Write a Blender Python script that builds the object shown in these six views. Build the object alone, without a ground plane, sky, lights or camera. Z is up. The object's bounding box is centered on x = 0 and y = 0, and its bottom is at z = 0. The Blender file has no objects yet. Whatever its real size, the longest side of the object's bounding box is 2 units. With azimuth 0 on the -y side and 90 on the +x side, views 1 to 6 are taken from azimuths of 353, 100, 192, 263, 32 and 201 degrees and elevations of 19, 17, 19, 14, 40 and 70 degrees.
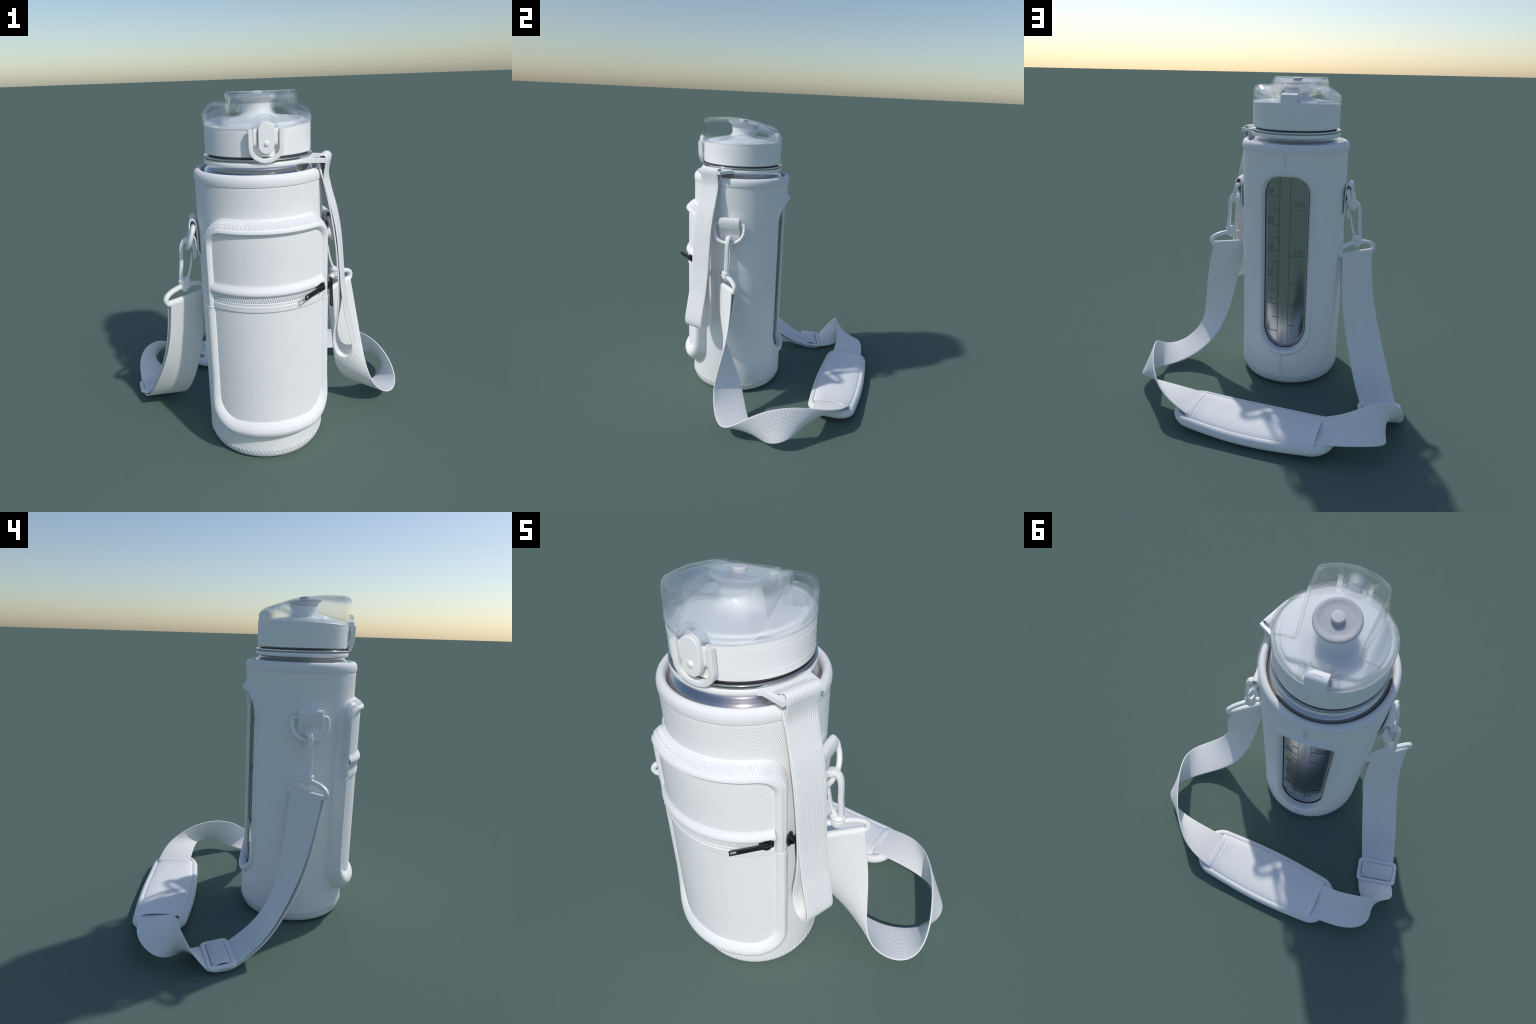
import bpy, math, random
import numpy as np
from mathutils import Vector

random.seed(7)
rng = np.random.default_rng(7)
AX, AY = -0.0545, -0.3115          # bottle axis in the world; everything below is local to it
OFF = np.array([AX, AY, 0.0])

# ------------------------------------------------------------------ materials
def new_mat(name, base, rough, metallic=0.0, **kw):
    m = bpy.data.materials.new(name)
    m.use_nodes = True
    b = m.node_tree.nodes["Principled BSDF"]
    b.inputs["Base Color"].default_value = (*base, 1)
    b.inputs["Roughness"].default_value = rough
    b.inputs["Metallic"].default_value = metallic
    for k, v in kw.items():
        b.inputs[k.replace("_", " ")].default_value = v
    return m, m.node_tree, b

def node(nt, kind, **kw):
    n = nt.nodes.new(kind)
    for k, v in kw.items():
        if k in ("op",):
            n.operation = v
        elif hasattr(n, k):
            setattr(n, k, v)
    return n

def math_node(nt, op, a, b=None):
    n = nt.nodes.new("ShaderNodeMath")
    n.operation = op
    for i, v in enumerate((a, b)):
        if v is None:
            continue
        if isinstance(v, (int, float)):
            n.inputs[i].default_value = v
        else:
            nt.links.new(v, n.inputs[i])
    return n.outputs[0]

def mottle(nt, b, base, amount=0.03, scale=9.0):
    """very faint uneven tint so the white cloth is not perfectly uniform"""
    tc = nt.nodes.new("ShaderNodeTexCoord")
    nz = nt.nodes.new("ShaderNodeTexNoise")
    nz.inputs["Scale"].default_value = scale
    nz.inputs["Detail"].default_value = 5
    nt.links.new(tc.outputs["Object"], nz.inputs["Vector"])
    cr = nt.nodes.new("ShaderNodeValToRGB")
    lo = [c * (1 - amount) for c in base]
    hi = [min(1, c * (1 + amount)) for c in base]
    cr.color_ramp.elements[0].position = 0.3
    cr.color_ramp.elements[1].position = 0.7
    cr.color_ramp.elements[0].color = (*lo, 1)
    cr.color_ramp.elements[1].color = (*hi, 1)
    nt.links.new(nz.outputs["Fac"], cr.inputs["Fac"])
    nt.links.new(cr.outputs["Color"], b.inputs["Base Color"])
    return tc

def add_bump(nt, b, height, strength, distance):
    bp = nt.nodes.new("ShaderNodeBump")
    bp.inputs["Strength"].default_value = strength
    bp.inputs["Distance"].default_value = distance
    nt.links.new(height, bp.inputs["Height"])
    nt.links.new(bp.outputs["Normal"], b.inputs["Normal"])

WHITE = (0.97, 0.97, 0.965)

def twill(name, pitch, strength, rough=0.85):
    """diagonal twill weave laid on the cylinder: arc length and height from object coordinates"""
    m, nt, b = new_mat(name, WHITE, rough)
    tc = mottle(nt, b, WHITE, 0.012)
    sep = nt.nodes.new("ShaderNodeSeparateXYZ")
    nt.links.new(tc.outputs["Object"], sep.inputs[0])
    ny = math_node(nt, "MULTIPLY", sep.outputs["Y"], -1.0)
    phi = math_node(nt, "ARCTAN2", sep.outputs["X"], ny)
    s = math_node(nt, "MULTIPLY", phi, 0.34)
    nz = nt.nodes.new("ShaderNodeTexNoise")
    nz.inputs["Scale"].default_value = 38
    nt.links.new(tc.outputs["Object"], nz.inputs["Vector"])
    wob = math_node(nt, "MULTIPLY", nz.outputs["Fac"], 1.6)
    k = 2 * math.pi / pitch
    d = math_node(nt, "SUBTRACT", math_node(nt, "MULTIPLY", s, k), math_node(nt, "MULTIPLY", sep.outputs["Z"], k * 0.62))
    d = math_node(nt, "ADD", d, wob)
    w1 = math_node(nt, "SINE", d)
    e = math_node(nt, "MULTIPLY", sep.outputs["Z"], k * 1.5)
    w2 = math_node(nt, "MULTIPLY", math_node(nt, "SINE", e), 0.5)
    h = math_node(nt, "ADD", math_node(nt, "ADD", w1, w2), math_node(nt, "MULTIPLY", nz.outputs["Fac"], 0.8))
    # the weave is bold on the front of the carrier and finer round the sides and back
    fade = nt.nodes.new("ShaderNodeMapRange")
    fade.inputs["From Min"].default_value, fade.inputs["From Max"].default_value = 0.9, 1.5
    fade.inputs["To Min"].default_value, fade.inputs["To Max"].default_value = 1.0, 0.35
    nt.links.new(math_node(nt, "ABSOLUTE", phi), fade.inputs["Value"])
    h = math_node(nt, "MULTIPLY", h, fade.outputs["Result"])
    add_bump(nt, b, h, strength, 0.0012)
    return m

def webbing(name, strength=0.6):
    """woven webbing: ribs along and across the band, from its unrolled length and width"""
    m, nt, b = new_mat(name, WHITE, 0.88)
    mottle(nt, b, WHITE, 0.015, 14)
    uv = nt.nodes.new("ShaderNodeUVMap")
    sep = nt.nodes.new("ShaderNodeSeparateXYZ")
    nt.links.new(uv.outputs["UV"], sep.inputs[0])
    ka, kb = 2 * math.pi / 0.0066, 2 * math.pi / 0.0088
    wb = math_node(nt, "MULTIPLY", sep.outputs["Y"], kb)
    half = math_node(nt, "MULTIPLY", math_node(nt, "SINE", math_node(nt, "MULTIPLY", wb, 1.0)), 0.7)
    wa = math_node(nt, "SINE", math_node(nt, "ADD", math_node(nt, "MULTIPLY", sep.outputs["X"], ka), half))
    h = math_node(nt, "ADD", wa, math_node(nt, "MULTIPLY", math_node(nt, "SINE", wb), 0.9))
    tc = nt.nodes.new("ShaderNodeTexCoord")
    nz = nt.nodes.new("ShaderNodeTexNoise")
    nz.inputs["Scale"].default_value = 160
    nt.links.new(tc.outputs["Object"], nz.inputs["Vector"])
    h = math_node(nt, "ADD", h, math_node(nt, "MULTIPLY", nz.outputs["Fac"], 1.2))
    add_bump(nt, b, h, strength, 0.0011)
    return m

M_TWILL = twill("twill_fabric", 0.0092, 0.52)
M_TWILL_FINE = twill("fine_twill_fabric", 0.0072, 0.40)
M_SOFT, nt_, b_ = new_mat("smooth_fabric", (0.92, 0.92, 0.92), 0.8)  # base lowered from WHITE to dim the sunlit glare on the piping
tc_ = mottle(nt_, b_, (0.92, 0.92, 0.92), 0.012, 20)
nz_ = node(nt_, "ShaderNodeTexNoise")
nz_.inputs["Scale"].default_value = 210
nt_.links.new(tc_.outputs["Object"], nz_.inputs["Vector"])
add_bump(nt_, b_, nz_.outputs["Fac"], 0.25, 0.001)
M_WEB = webbing("woven_webbing", 0.5)
M_WEB2 = webbing("wrist_webbing", 0.48)
M_PLASTIC, nt_, b_ = new_mat("white_plastic", WHITE, 0.38)
mottle(nt_, b_, WHITE, 0.01, 6)
M_TOOTH, nt_, b_ = new_mat("zipper_tooth_plastic", (0.86, 0.86, 0.88), 0.4)
mottle(nt_, b_, (0.86, 0.86, 0.88), 0.02, 30)
M_LID, nt_, b_ = new_mat("lid_plastic", WHITE, 0.5)
mottle(nt_, b_, WHITE, 0.008, 6)
M_SPOUT, nt_, b_ = new_mat("spout_grey", (0.65, 0.65, 0.675), 0.5)
mottle(nt_, b_, (0.65, 0.65, 0.675), 0.01, 6)
M_STEEL, nt_, b_ = new_mat("polished_steel", (0.56, 0.56, 0.57), 0.1, 1.0)
tc_ = mottle(nt_, b_, (0.56, 0.56, 0.57), 0.02, 5)
M_MARK, nt_, b_ = new_mat("embossed_mark", (0.30, 0.30, 0.32), 0.25, 1.0)
mottle(nt_, b_, (0.30, 0.30, 0.32), 0.02, 20)
M_BLACK, nt_, b_ = new_mat("black_enamel", (0.014, 0.015, 0.015), 0.32, 0.0)
mottle(nt_, b_, (0.014, 0.015, 0.015), 0.1, 30)
def clear_plastic(name, through, rough=0.035, ior=1.16):
    """clear moulded plastic: soft refraction in the walls, part of the light goes straight through, glossy skin"""
    m, nt, b = new_mat(name, (0.93, 0.955, 0.97), rough)
    b.inputs["Transmission Weight"].default_value = 1.0
    b.inputs["IOR"].default_value = ior
    b.inputs["Coat Weight"].default_value = 0.75
    b.inputs["Coat Roughness"].default_value = 0.03
    b.inputs["Coat IOR"].default_value = 1.5
    tr = nt.nodes.new("ShaderNodeBsdfTransparent")
    tr.inputs["Color"].default_value = (0.97, 0.98, 0.985, 1)
    mix = nt.nodes.new("ShaderNodeMixShader")
    mix.inputs[0].default_value = through
    nt.links.new(b.outputs[0], mix.inputs[1])
    nt.links.new(tr.outputs[0], mix.inputs[2])
    nt.links.new(mix.outputs[0], nt.nodes["Material Output"].inputs["Surface"])
    return m
M_CLEAR = clear_plastic("clear_plastic", 0.54)
M_BODY, nt_, b_ = new_mat("brushed_steel", (0.50, 0.505, 0.505), 0.2, 1.0)
mottle(nt_, b_, (0.50, 0.505, 0.505), 0.02, 5)
M_DARK_STEEL, nt_, b_ = new_mat("shaded_steel", (0.50, 0.50, 0.505), 0.2, 1.0)
mottle(nt_, b_, (0.50, 0.50, 0.505), 0.03, 8)
M_THREAD, nt_, b_ = new_mat("stitching_thread", (0.82, 0.82, 0.83), 0.8)  # white thread greyed so its zigzags show the shadow lines of the seam
mottle(nt_, b_, (0.82, 0.82, 0.83), 0.03, 30)
M_PAD, nt_, b_ = new_mat("pad_fabric", WHITE, 0.85)
tc_ = mottle(nt_, b_, WHITE, 0.012, 16)
nz_ = node(nt_, "ShaderNodeTexVoronoi")
nz_.inputs["Scale"].default_value = 170
nt_.links.new(tc_.outputs["Object"], nz_.inputs["Vector"])
add_bump(nt_, b_, nz_.outputs["Distance"], 0.3, 0.0015)

# ------------------------------------------------------------------ object helpers
ROOT = bpy.data.objects.new("water_bottle_with_carrier", None)
ROOT.location = OFF
ROOT["label"] = "white water bottle in padded carrier with shoulder strap"
ROOT["category"] = "water bottle"
bpy.context.collection.objects.link(ROOT)

def add_object(name, data, parent, mat=None, kind=None):
    o = bpy.data.objects.new(name, data)
    bpy.context.collection.objects.link(o)
    o.parent = parent or ROOT
    if mat and data and not data.materials:
        data.materials.append(mat)
    if kind:
        o["kind"] = kind
    return o

def mesh(name, verts, faces, mat, parent=None, smooth=35, uv=None, kind=None, bevel=None):
    me = bpy.data.meshes.new(name)
    me.from_pydata([tuple(map(float, v)) for v in verts], [], [tuple(int(i) for i in f) for f in faces])
    if uv is not None:
        lay = me.uv_layers.new(name="UVMap")
        idx = np.empty(len(me.loops), np.int32)
        me.loops.foreach_get("vertex_index", idx)
        lay.data.foreach_set("uv", np.asarray(uv, np.float32)[idx].ravel())
    me.update()
    if smooth:
        me.polygons.foreach_set("use_smooth", [True] * len(me.polygons))
        me.set_sharp_from_angle(angle=math.radians(smooth))
    o = add_object(name, me, parent, mat, kind)
    if bevel:
        md = o.modifiers.new("rounded_edges", "BEVEL")
        md.width, md.segments, md.limit_method, md.angle_limit = bevel, 3, "ANGLE", math.radians(40)
        md.harden_normals = True
    return o

def grid_faces(n, m, close_n=False, close_m=False):
    f = []
    for i in range(n if close_n else n - 1):
        for j in range(m if close_m else m - 1):
            a, b = i * m + j, i * m + (j + 1) % m
            c, d = ((i + 1) % n) * m + (j + 1) % m, ((i + 1) % n) * m + j
            f.append((a, b, c, d))
    return f

def cyl(phi, r, z):
    return np.stack([r * np.sin(phi), -r * np.cos(phi), np.broadcast_to(z, np.shape(phi)) + 0 * phi], -1)

def smooth_profile(pts, n):
    """Catmull-Rom through a few hand placed profile points"""
    p = np.array(pts, float)
    p = np.vstack([2 * p[0] - p[1], p, 2 * p[-1] - p[-2]])
    out = []
    for i in range(1, len(p) - 2):
        t = np.linspace(0, 1, n, endpoint=False)[:, None]
        a, b, c, d = p[i - 1], p[i], p[i + 1], p[i + 2]
        out.append(0.5 * (2 * b + (c - a) * t + (2 * a - 5 * b + 4 * c - d) * t**2 + (3 * b - a - 3 * c + d) * t**3))
    return np.vstack(out + [p[-2][None]])

def revolve(name, prof, mat, parent=None, n=160, phi0=0.0, phi1=None, smooth=35, tilt=None):
    """prof: (r, z) list; full turn unless phi0/phi1 (degrees) are given"""
    prof = np.array(prof, float)
    full = phi1 is None
    ph = np.radians(np.linspace(0, 360, n, endpoint=False) if full else np.linspace(phi0, phi1, n))
    v = np.vstack([cyl(np.full(len(prof), p), prof[:, 0], prof[:, 1]) for p in ph])
    if tilt is not None:
        v = tilt(v)
    f = [tuple(reversed(q)) for q in grid_faces(n, len(prof), close_n=full)]
    o = mesh(name, v, f, mat, parent, smooth)
    return o

def frames(path, closed=False, up=(0, 0, 1)):
    p = np.asarray(path, float)
    if closed:
        t = np.roll(p, -1, 0) - np.roll(p, 1, 0)
    else:
        t = np.gradient(p, axis=0)
    t /= np.linalg.norm(t, axis=1)[:, None] + 1e-12
    if callable(up):
        u = up(p)
    else:
        u = np.broadcast_to(np.array(up, float), p.shape)
    a = np.cross(t, u)
    a /= np.linalg.norm(a, axis=1)[:, None] + 1e-12
    return t, a, np.cross(a, t)

def sweep(name, path, section, mat, parent=None, closed=False, up=(0, 0, 1), smooth=50, scale=None, kind=None, raw=False):
    """section (a, b): a along the side direction, b along up"""
    path = np.asarray(path, float)
    s = np.asarray(section, float)
    _, A, B = frames(path, closed, up)
    k = np.ones(len(path)) if scale is None else np.asarray(scale, float)
    v = (path[:, None] + k[:, None, None] * (s[None, :, :1] * A[:, None] + s[None, :, 1:] * B[:, None])).reshape(-1, 3)
    n, m = len(path), len(s)
    f = grid_faces(n, m, closed, True)
    if not closed:
        f += [tuple(range(m - 1, -1, -1)), tuple(range((n - 1) * m, n * m))]
    if raw:
        return v, f
    return mesh(name, v, f, mat, parent, smooth, kind=kind)

def circle(r, n=12, rb=None):
    a = np.linspace(0, 2 * np.pi, n, endpoint=False)
    return np.stack([r * np.cos(a), (rb or r) * np.sin(a)], 1)

def round_rect(w, h, r, n=5):
    pts = []
    for cx, cy, a0 in ((w - r, h - r, 0), (-w + r, h - r, 90), (-w + r, -h + r, 180), (w - r, -h + r, 270)):
        for a in np.radians(np.linspace(a0, a0 + 90, n)):
            pts.append((cx + r * np.cos(a), cy + r * np.sin(a)))
    return np.array(pts)

def outline(w, z0, z1, rb, rt, n_side=60, n_cor=18, n_end=40):
    """closed rounded rectangle (s, z), fixed number of points; bottom radius rb, top radius rt"""
    def arc(cx, cz, r, a0):
        a = np.radians(np.linspace(a0, a0 + 90, n_cor, endpoint=False))
        return np.stack([cx + r * np.cos(a), cz + r * np.sin(a)], 1)
    def line(p, q, n):
        t = np.linspace(0, 1, n, endpoint=False)[:, None]
        return np.array(p) * (1 - t) + np.array(q) * t
    return np.vstack([
        line((w, z0 + rb), (w, z1 - rt), n_side), arc(w - rt, z1 - rt, rt, 0),
        line((w - rt, z1), (-w + rt, z1), n_end), arc(-w + rt, z1 - rt, rt, 90),
        line((-w, z1 - rt), (-w, z0 + rb), n_side), arc(-w + rb, z0 + rb, rb, 180),
        line((-w + rb, z0), (w - rb, z0), n_end), arc(w - rb, z0 + rb, rb, 270)])

def boxed(name, size, mat, parent=None, bevel=0.004, origin=(0, 0, 0), axes=None, kind=None):
    """box of full size (x, y, z) at origin, axes = 3 unit row vectors"""
    ax = np.eye(3) if axes is None else np.array(axes, float)
    c = np.array([(x, y, z) for x in (-.5, .5) for y in (-.5, .5) for z in (-.5, .5)]) * np.array(size)
    v = c @ ax + np.array(origin)
    f = [(0, 1, 3, 2), (4, 6, 7, 5), (0, 4, 5, 1), (2, 3, 7, 6), (0, 2, 6, 4), (1, 5, 7, 3)]
    if np.linalg.det(ax) < 0:
        f = [tuple(reversed(q)) for q in f]
    return mesh(name, v, f, mat, parent, 35, bevel=bevel, kind=kind)

def extrude(name, poly, depth, mat, parent, origin, X, Y, Z, bevel=0.003, holes=(), smooth=35):
    """plate: outline poly (2d) with holes, extruded by depth along Z from origin"""
    import bmesh
    O, X, Y, Z = (np.array(q, float) for q in (origin, X, Y, Z))
    bm = bmesh.new()
    edges = []
    for ring in (poly, *holes):
        vs = [bm.verts.new(O + X * p[0] + Y * p[1]) for p in ring]
        edges += [bm.edges.new((vs[i], vs[(i + 1) % len(vs)])) for i in range(len(vs))]
    bmesh.ops.triangle_fill(bm, use_beauty=True, edges=edges)
    bmesh.ops.dissolve_limit(bm, angle_limit=0.001, verts=bm.verts, edges=bm.edges)
    ex = bmesh.ops.extrude_face_region(bm, geom=list(bm.faces))
    bmesh.ops.translate(bm, vec=Vector(Z * depth), verts=[g for g in ex["geom"] if isinstance(g, bmesh.types.BMVert)])
    bmesh.ops.recalc_face_normals(bm, faces=bm.faces)
    me = bpy.data.meshes.new(name)
    bm.to_mesh(me)
    bm.free()
    me.polygons.foreach_set("use_smooth", [True] * len(me.polygons))
    me.set_sharp_from_angle(angle=math.radians(smooth))
    o = add_object(name, me, parent, mat)
    if bevel:
        md = o.modifiers.new("rounded_edges", "BEVEL")
        md.width, md.segments, md.limit_method, md.angle_limit = bevel, 3, "ANGLE", math.radians(40)
        md.harden_normals = True
    return o

def join_parts(parts):
    V, F, n = [], [], 0
    for v, f in parts:
        V.append(v)
        F += [tuple(i + n for i in q) for q in f]
        n += len(v)
    return np.vstack(V), F

def bspline(ctrl, n):
    """clamped uniform cubic B-spline"""
    c = np.array(ctrl, float)
    N = len(c)
    kn = np.concatenate([[0] * 3, np.linspace(0, 1, N - 2), [1] * 3])
    t = np.linspace(0, 1 - 1e-9, n)
    B = [((kn[i] <= t) & (t < kn[i + 1])).astype(float) for i in range(len(kn) - 1)]
    for d in (1, 2, 3):
        nb = []
        for i in range(len(kn) - 1 - d):
            a = (t - kn[i]) / (kn[i + d] - kn[i]) if kn[i + d] > kn[i] else 0 * t
            b = (kn[i + d + 1] - t) / (kn[i + d + 1] - kn[i + 1]) if kn[i + d + 1] > kn[i + 1] else 0 * t
            nb.append(a * B[i] + b * B[i + 1])
        B = nb
    return np.array(B).T @ c

# ================================================================== CARRIER SLEEVE
R_S = 0.337
sleeve_prof = [(0.0, 0.003), (0.15, 0.002), (0.27, 0.001), (0.303, 0.005), (0.318, 0.015), (0.328, 0.03), (0.3325, 0.046),
               (0.3345, 0.053), (0.3338, 0.056), (0.3352, 0.062), (0.336, 0.085), (0.3365, 0.14)] + \
              [(0.3368 + 0.0012 * t, 0.16 + 1.40 * t) for t in np.linspace(0, 1, 150)] + [(0.3372, 1.565), (0.333, 1.568)]
NP = 360
ph = np.radians(np.arange(NP) * (360 / NP))
pr = np.array(sleeve_prof)
V = np.vstack([cyl(np.full(len(pr), p), pr[:, 0], pr[:, 1]) for p in ph])
F = [tuple(reversed(q)) for q in grid_faces(NP, len(pr), close_n=True)]
WIN_C, WIN_W, WIN_Z0, WIN_Z1 = math.radians(181.6), 0.156, 0.281, 1.436

def in_window(v, grow):
    s = (np.mod(np.arctan2(v[:, 0], -v[:, 1]), 2 * np.pi) - WIN_C) * R_S
    w, z0, z1 = WIN_W + grow, WIN_Z0 - grow, WIN_Z1 + grow
    rb, rt = 0.148 + grow, 0.125 + grow
    z = v[:, 2]
    r = np.where(z < (z0 + z1) / 2, rb, rt)
    dx = np.abs(s) - (w - r)
    dz = np.abs(z - (z0 + z1) / 2) - ((z1 - z0) / 2 - r)
    d = np.hypot(np.maximum(dx, 0), np.maximum(dz, 0)) + np.minimum(np.maximum(dx, dz), 0) - r
    return d < 0
cent = np.array([V[list(q)].mean(0) for q in F])
keep = ~(in_window(cent, 0.014) & (cent[:, 2] > 0.1))
F = [q for q, k in zip(F, keep) if k]
sleeve = mesh("carrier_sleeve", V, F, M_TWILL)

# soft padded rim binding at the mouth
rim_prof = smooth_profile([(0.3365, 1.5655), (0.3405, 1.5668), (0.3425, 1.578), (0.3425, 1.592), (0.3385, 1.607), (0.330, 1.618),
                           (0.3185, 1.6225), (0.308, 1.617), (0.3025, 1.604), (0.3015, 1.585), (0.302, 1.55)], 5)
revolve("rim_binding", rim_prof, M_SOFT, sleeve, 200)

# raised rolled trim round the window
o1 = outline(WIN_W, WIN_Z0, WIN_Z1, 0.148, 0.125)
o2 = outline(WIN_W + 0.036, WIN_Z0 - 0.048, WIN_Z1 + 0.046, 0.186, 0.165)
trim_prof = smooth_profile([(0, -0.028), (-0.01, -0.012), (0.02, 0.004), (0.16, 0.016), (0.36, 0.0205), (0.58, 0.0185), (0.80, 0.011), (0.95, 0.0045), (1.0, -0.003)], 4)
V = []
endw = np.clip(np.maximum((o1[:, 1] - 1.30) / 0.12, (0.43 - o1[:, 1]) / 0.12), 0, 1)   # fuller at top and bottom
for f, h in trim_prof:
    sz = o1 * (1 - f) + o2 * f
    hh = h * (0.55 + 0.5 * endw) if h > 0 else h
    V.append(cyl(WIN_C + sz[:, 0] / R_S, R_S + hh, sz[:, 1]))
V = np.array(V).transpose(1, 0, 2).reshape(-1, 3)
mesh("window_trim", V, grid_faces(len(o1), len(trim_prof), True), M_SOFT, sleeve, 60)

# stitching: zigzag round the base and up the back seam
def zigzag(pts_fn, n, r=0.0021):
    parts = []
    for i in range(n):
        a, b = pts_fn(i), pts_fn(i + 1)
        parts.append(sweep("", np.array([a, (a + b) / 2, b]), circle(r, 5), None, up=(0.31, 0.2, 0.93), raw=True))
    return parts
parts = zigzag(lambda i: cyl(np.array(2 * np.pi * i / 170), 0.3374 if i % 2 else 0.3367, 0.073 if i % 2 else 0.055), 170, 0.0022)
v, f = join_parts(parts)
mesh("base_stitching", v, f, M_THREAD, sleeve, kind="stuff")
parts = []
for za, zb, n in ((1.487, 1.56, 9), (0.10, 0.232, 15)):
    parts += zigzag(lambda i: cyl(np.array(math.pi + (0.038 if i % 2 else -0.038)), R_S + 0.0022, za + (zb - za) * i / n), n, 0.0019)
v, f = join_parts(parts)
mesh("seam_stitching", v, f, M_THREAD, sleeve, kind="stuff")

# ================================================================== POCKET
po = outline(0.345, 0.170, 1.412, 0.165, 0.112)
pi_ = outline(0.279, 0.295, 1.336, 0.110, 0.072)
PANEL_R = 0.3795
low = np.array([(0, -0.004), (0.03, 0.012), (0.09, 0.030), (0.20, 0.047), (0.35, 0.059), (0.52, 0.0645), (0.68, 0.063), (0.82, 0.056), (0.93, 0.047), (1.0, 0.038)])
upp = np.array([(0, -0.004), (0.03, 0.006), (0.08, 0.009), (0.11, 0.0085), (0.13, 0.0125), (0.28, 0.031), (0.45, 0.0475), (0.47, 0.0465), (0.50, 0.051), (0.60, 0.0605), (0.74, 0.0635), (0.86, 0.057), (0.94, 0.048), (1.0, 0.038)])
fs = np.unique(np.concatenate([np.linspace(0, 1, 26), upp[:, 0], low[:, 0]]))
sid = np.array([(0, -0.004), (0.03, 0.010), (0.08, 0.019), (0.11, 0.0195), (0.13, 0.0245), (0.28, 0.0440), (0.45, 0.0560), (0.47, 0.0550), (0.50, 0.0585), (0.60, 0.0625), (0.74, 0.0635), (0.86, 0.057), (0.94, 0.048), (1.0, 0.038)])
hl, hu = np.interp(fs, low[:, 0], low[:, 1]), np.interp(fs, upp[:, 0], upp[:, 1])
hs = np.interp(fs, sid[:, 0], sid[:, 1])
topness = lambda z: np.clip((z - 1.322) / 0.075, 0, 1)
k3 = np.array([0.25, 0.5, 0.25])
hl[1:-1] = np.convolve(hl, k3, "valid")
TUBE_SEAM = 0.945
def tube_point(j, f):
    sz = po[j] * (1 - f) + pi_[j] * f
    wb = np.clip((0.42 - sz[..., 1]) / 0.2, 0, 1)
    return sz, wb
V = []
for k, f in enumerate(fs):
    sz = po * (1 - f) + pi_ * f
    wb = np.clip((0.46 - po[:, 1]) / 0.25, 0, 1)
    wu = (po[:, 1] > TUBE_SEAM).astype(float)
    tp = topness(po[:, 1])
    h = hl[k] * (1 + 0.13 * wb * math.sin(math.pi * min(1, f * 1.05))) * (1 - wu) + (hu[k] * tp + hs[k] * (1 - tp)) * wu
    V.append(cyl(sz[:, 0] / R_S, R_S + h, sz[:, 1]))
V = np.array(V).transpose(1, 0, 2).reshape(-1, 3)
pocket = mesh("pocket_piping", V, [tuple(reversed(q)) for q in grid_faces(len(po), len(fs), True)], M_SOFT, sleeve, 50)

# pocket face: inner outline filled by shrinking rings on the cylinder
zc = 0.80
V, nr = [], 22
pin = outline(0.283, 0.291, 1.340, 0.112, 0.074)
for k in np.linspace(1, 0.02, nr):
    sz = np.stack([pin[:, 0] * k, zc + (pin[:, 1] - zc) * k], 1)
    V.append(cyl(sz[:, 0] / R_S, PANEL_R + (0.0015 if k < 0.97 else 0), sz[:, 1]))
V = np.array(V)
n = len(pin)
F = [tuple(reversed(q)) for q in [(i * n + j, (i + 1) * n + j, (i + 1) * n + (j + 1) % n, i * n + (j + 1) % n) for i in range(nr - 1) for j in range(n)]]
F = [tuple(reversed(q)) for q in F] + [tuple((nr - 1) * n + j for j in range(n))]
mesh("pocket_panel", V.reshape(-1, 3), [tuple(reversed(q)) for q in F], M_TWILL_FINE, sleeve)

# band that ends the zipped upper tube half way down
for sgn in (1, -1):
    pts = []
    j = int(np.argmin(np.abs(po[:, 1] - TUBE_SEAM) + (np.sign(po[:, 0]) != sgn) * 9))
    for k in range(0, len(fs)):
        sz = po[j] * (1 - fs[k]) + pi_[j] * fs[k]
        pts.append(cyl(np.array(sz[0] / R_S), R_S + max(hl[k], hs[k]) + 0.0002, TUBE_SEAM - 0.001))
    sweep("piping_seam", pts[1:], circle(0.0019, 8), M_SOFT, pocket)

# main zipper: two rows of teeth on the sloping tape, running over the top
teeth = []
d = np.r_[0, np.cumsum(np.linalg.norm(np.diff(np.vstack([po, po[:1]]), axis=0), axis=1))]
dense = np.linspace(0, d[-1], 4000)
cl = lambda arr, x: np.stack([np.interp(x, d, np.r_[arr[:, i], arr[0, i]]) for i in (0, 1)], -1)
step = 0.0125
def zip_height(f, z):
    t = float(topness(z))
    return R_S + np.interp(f, fs, hu) * t + np.interp(f, fs, hs) * (1 - t)

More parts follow.
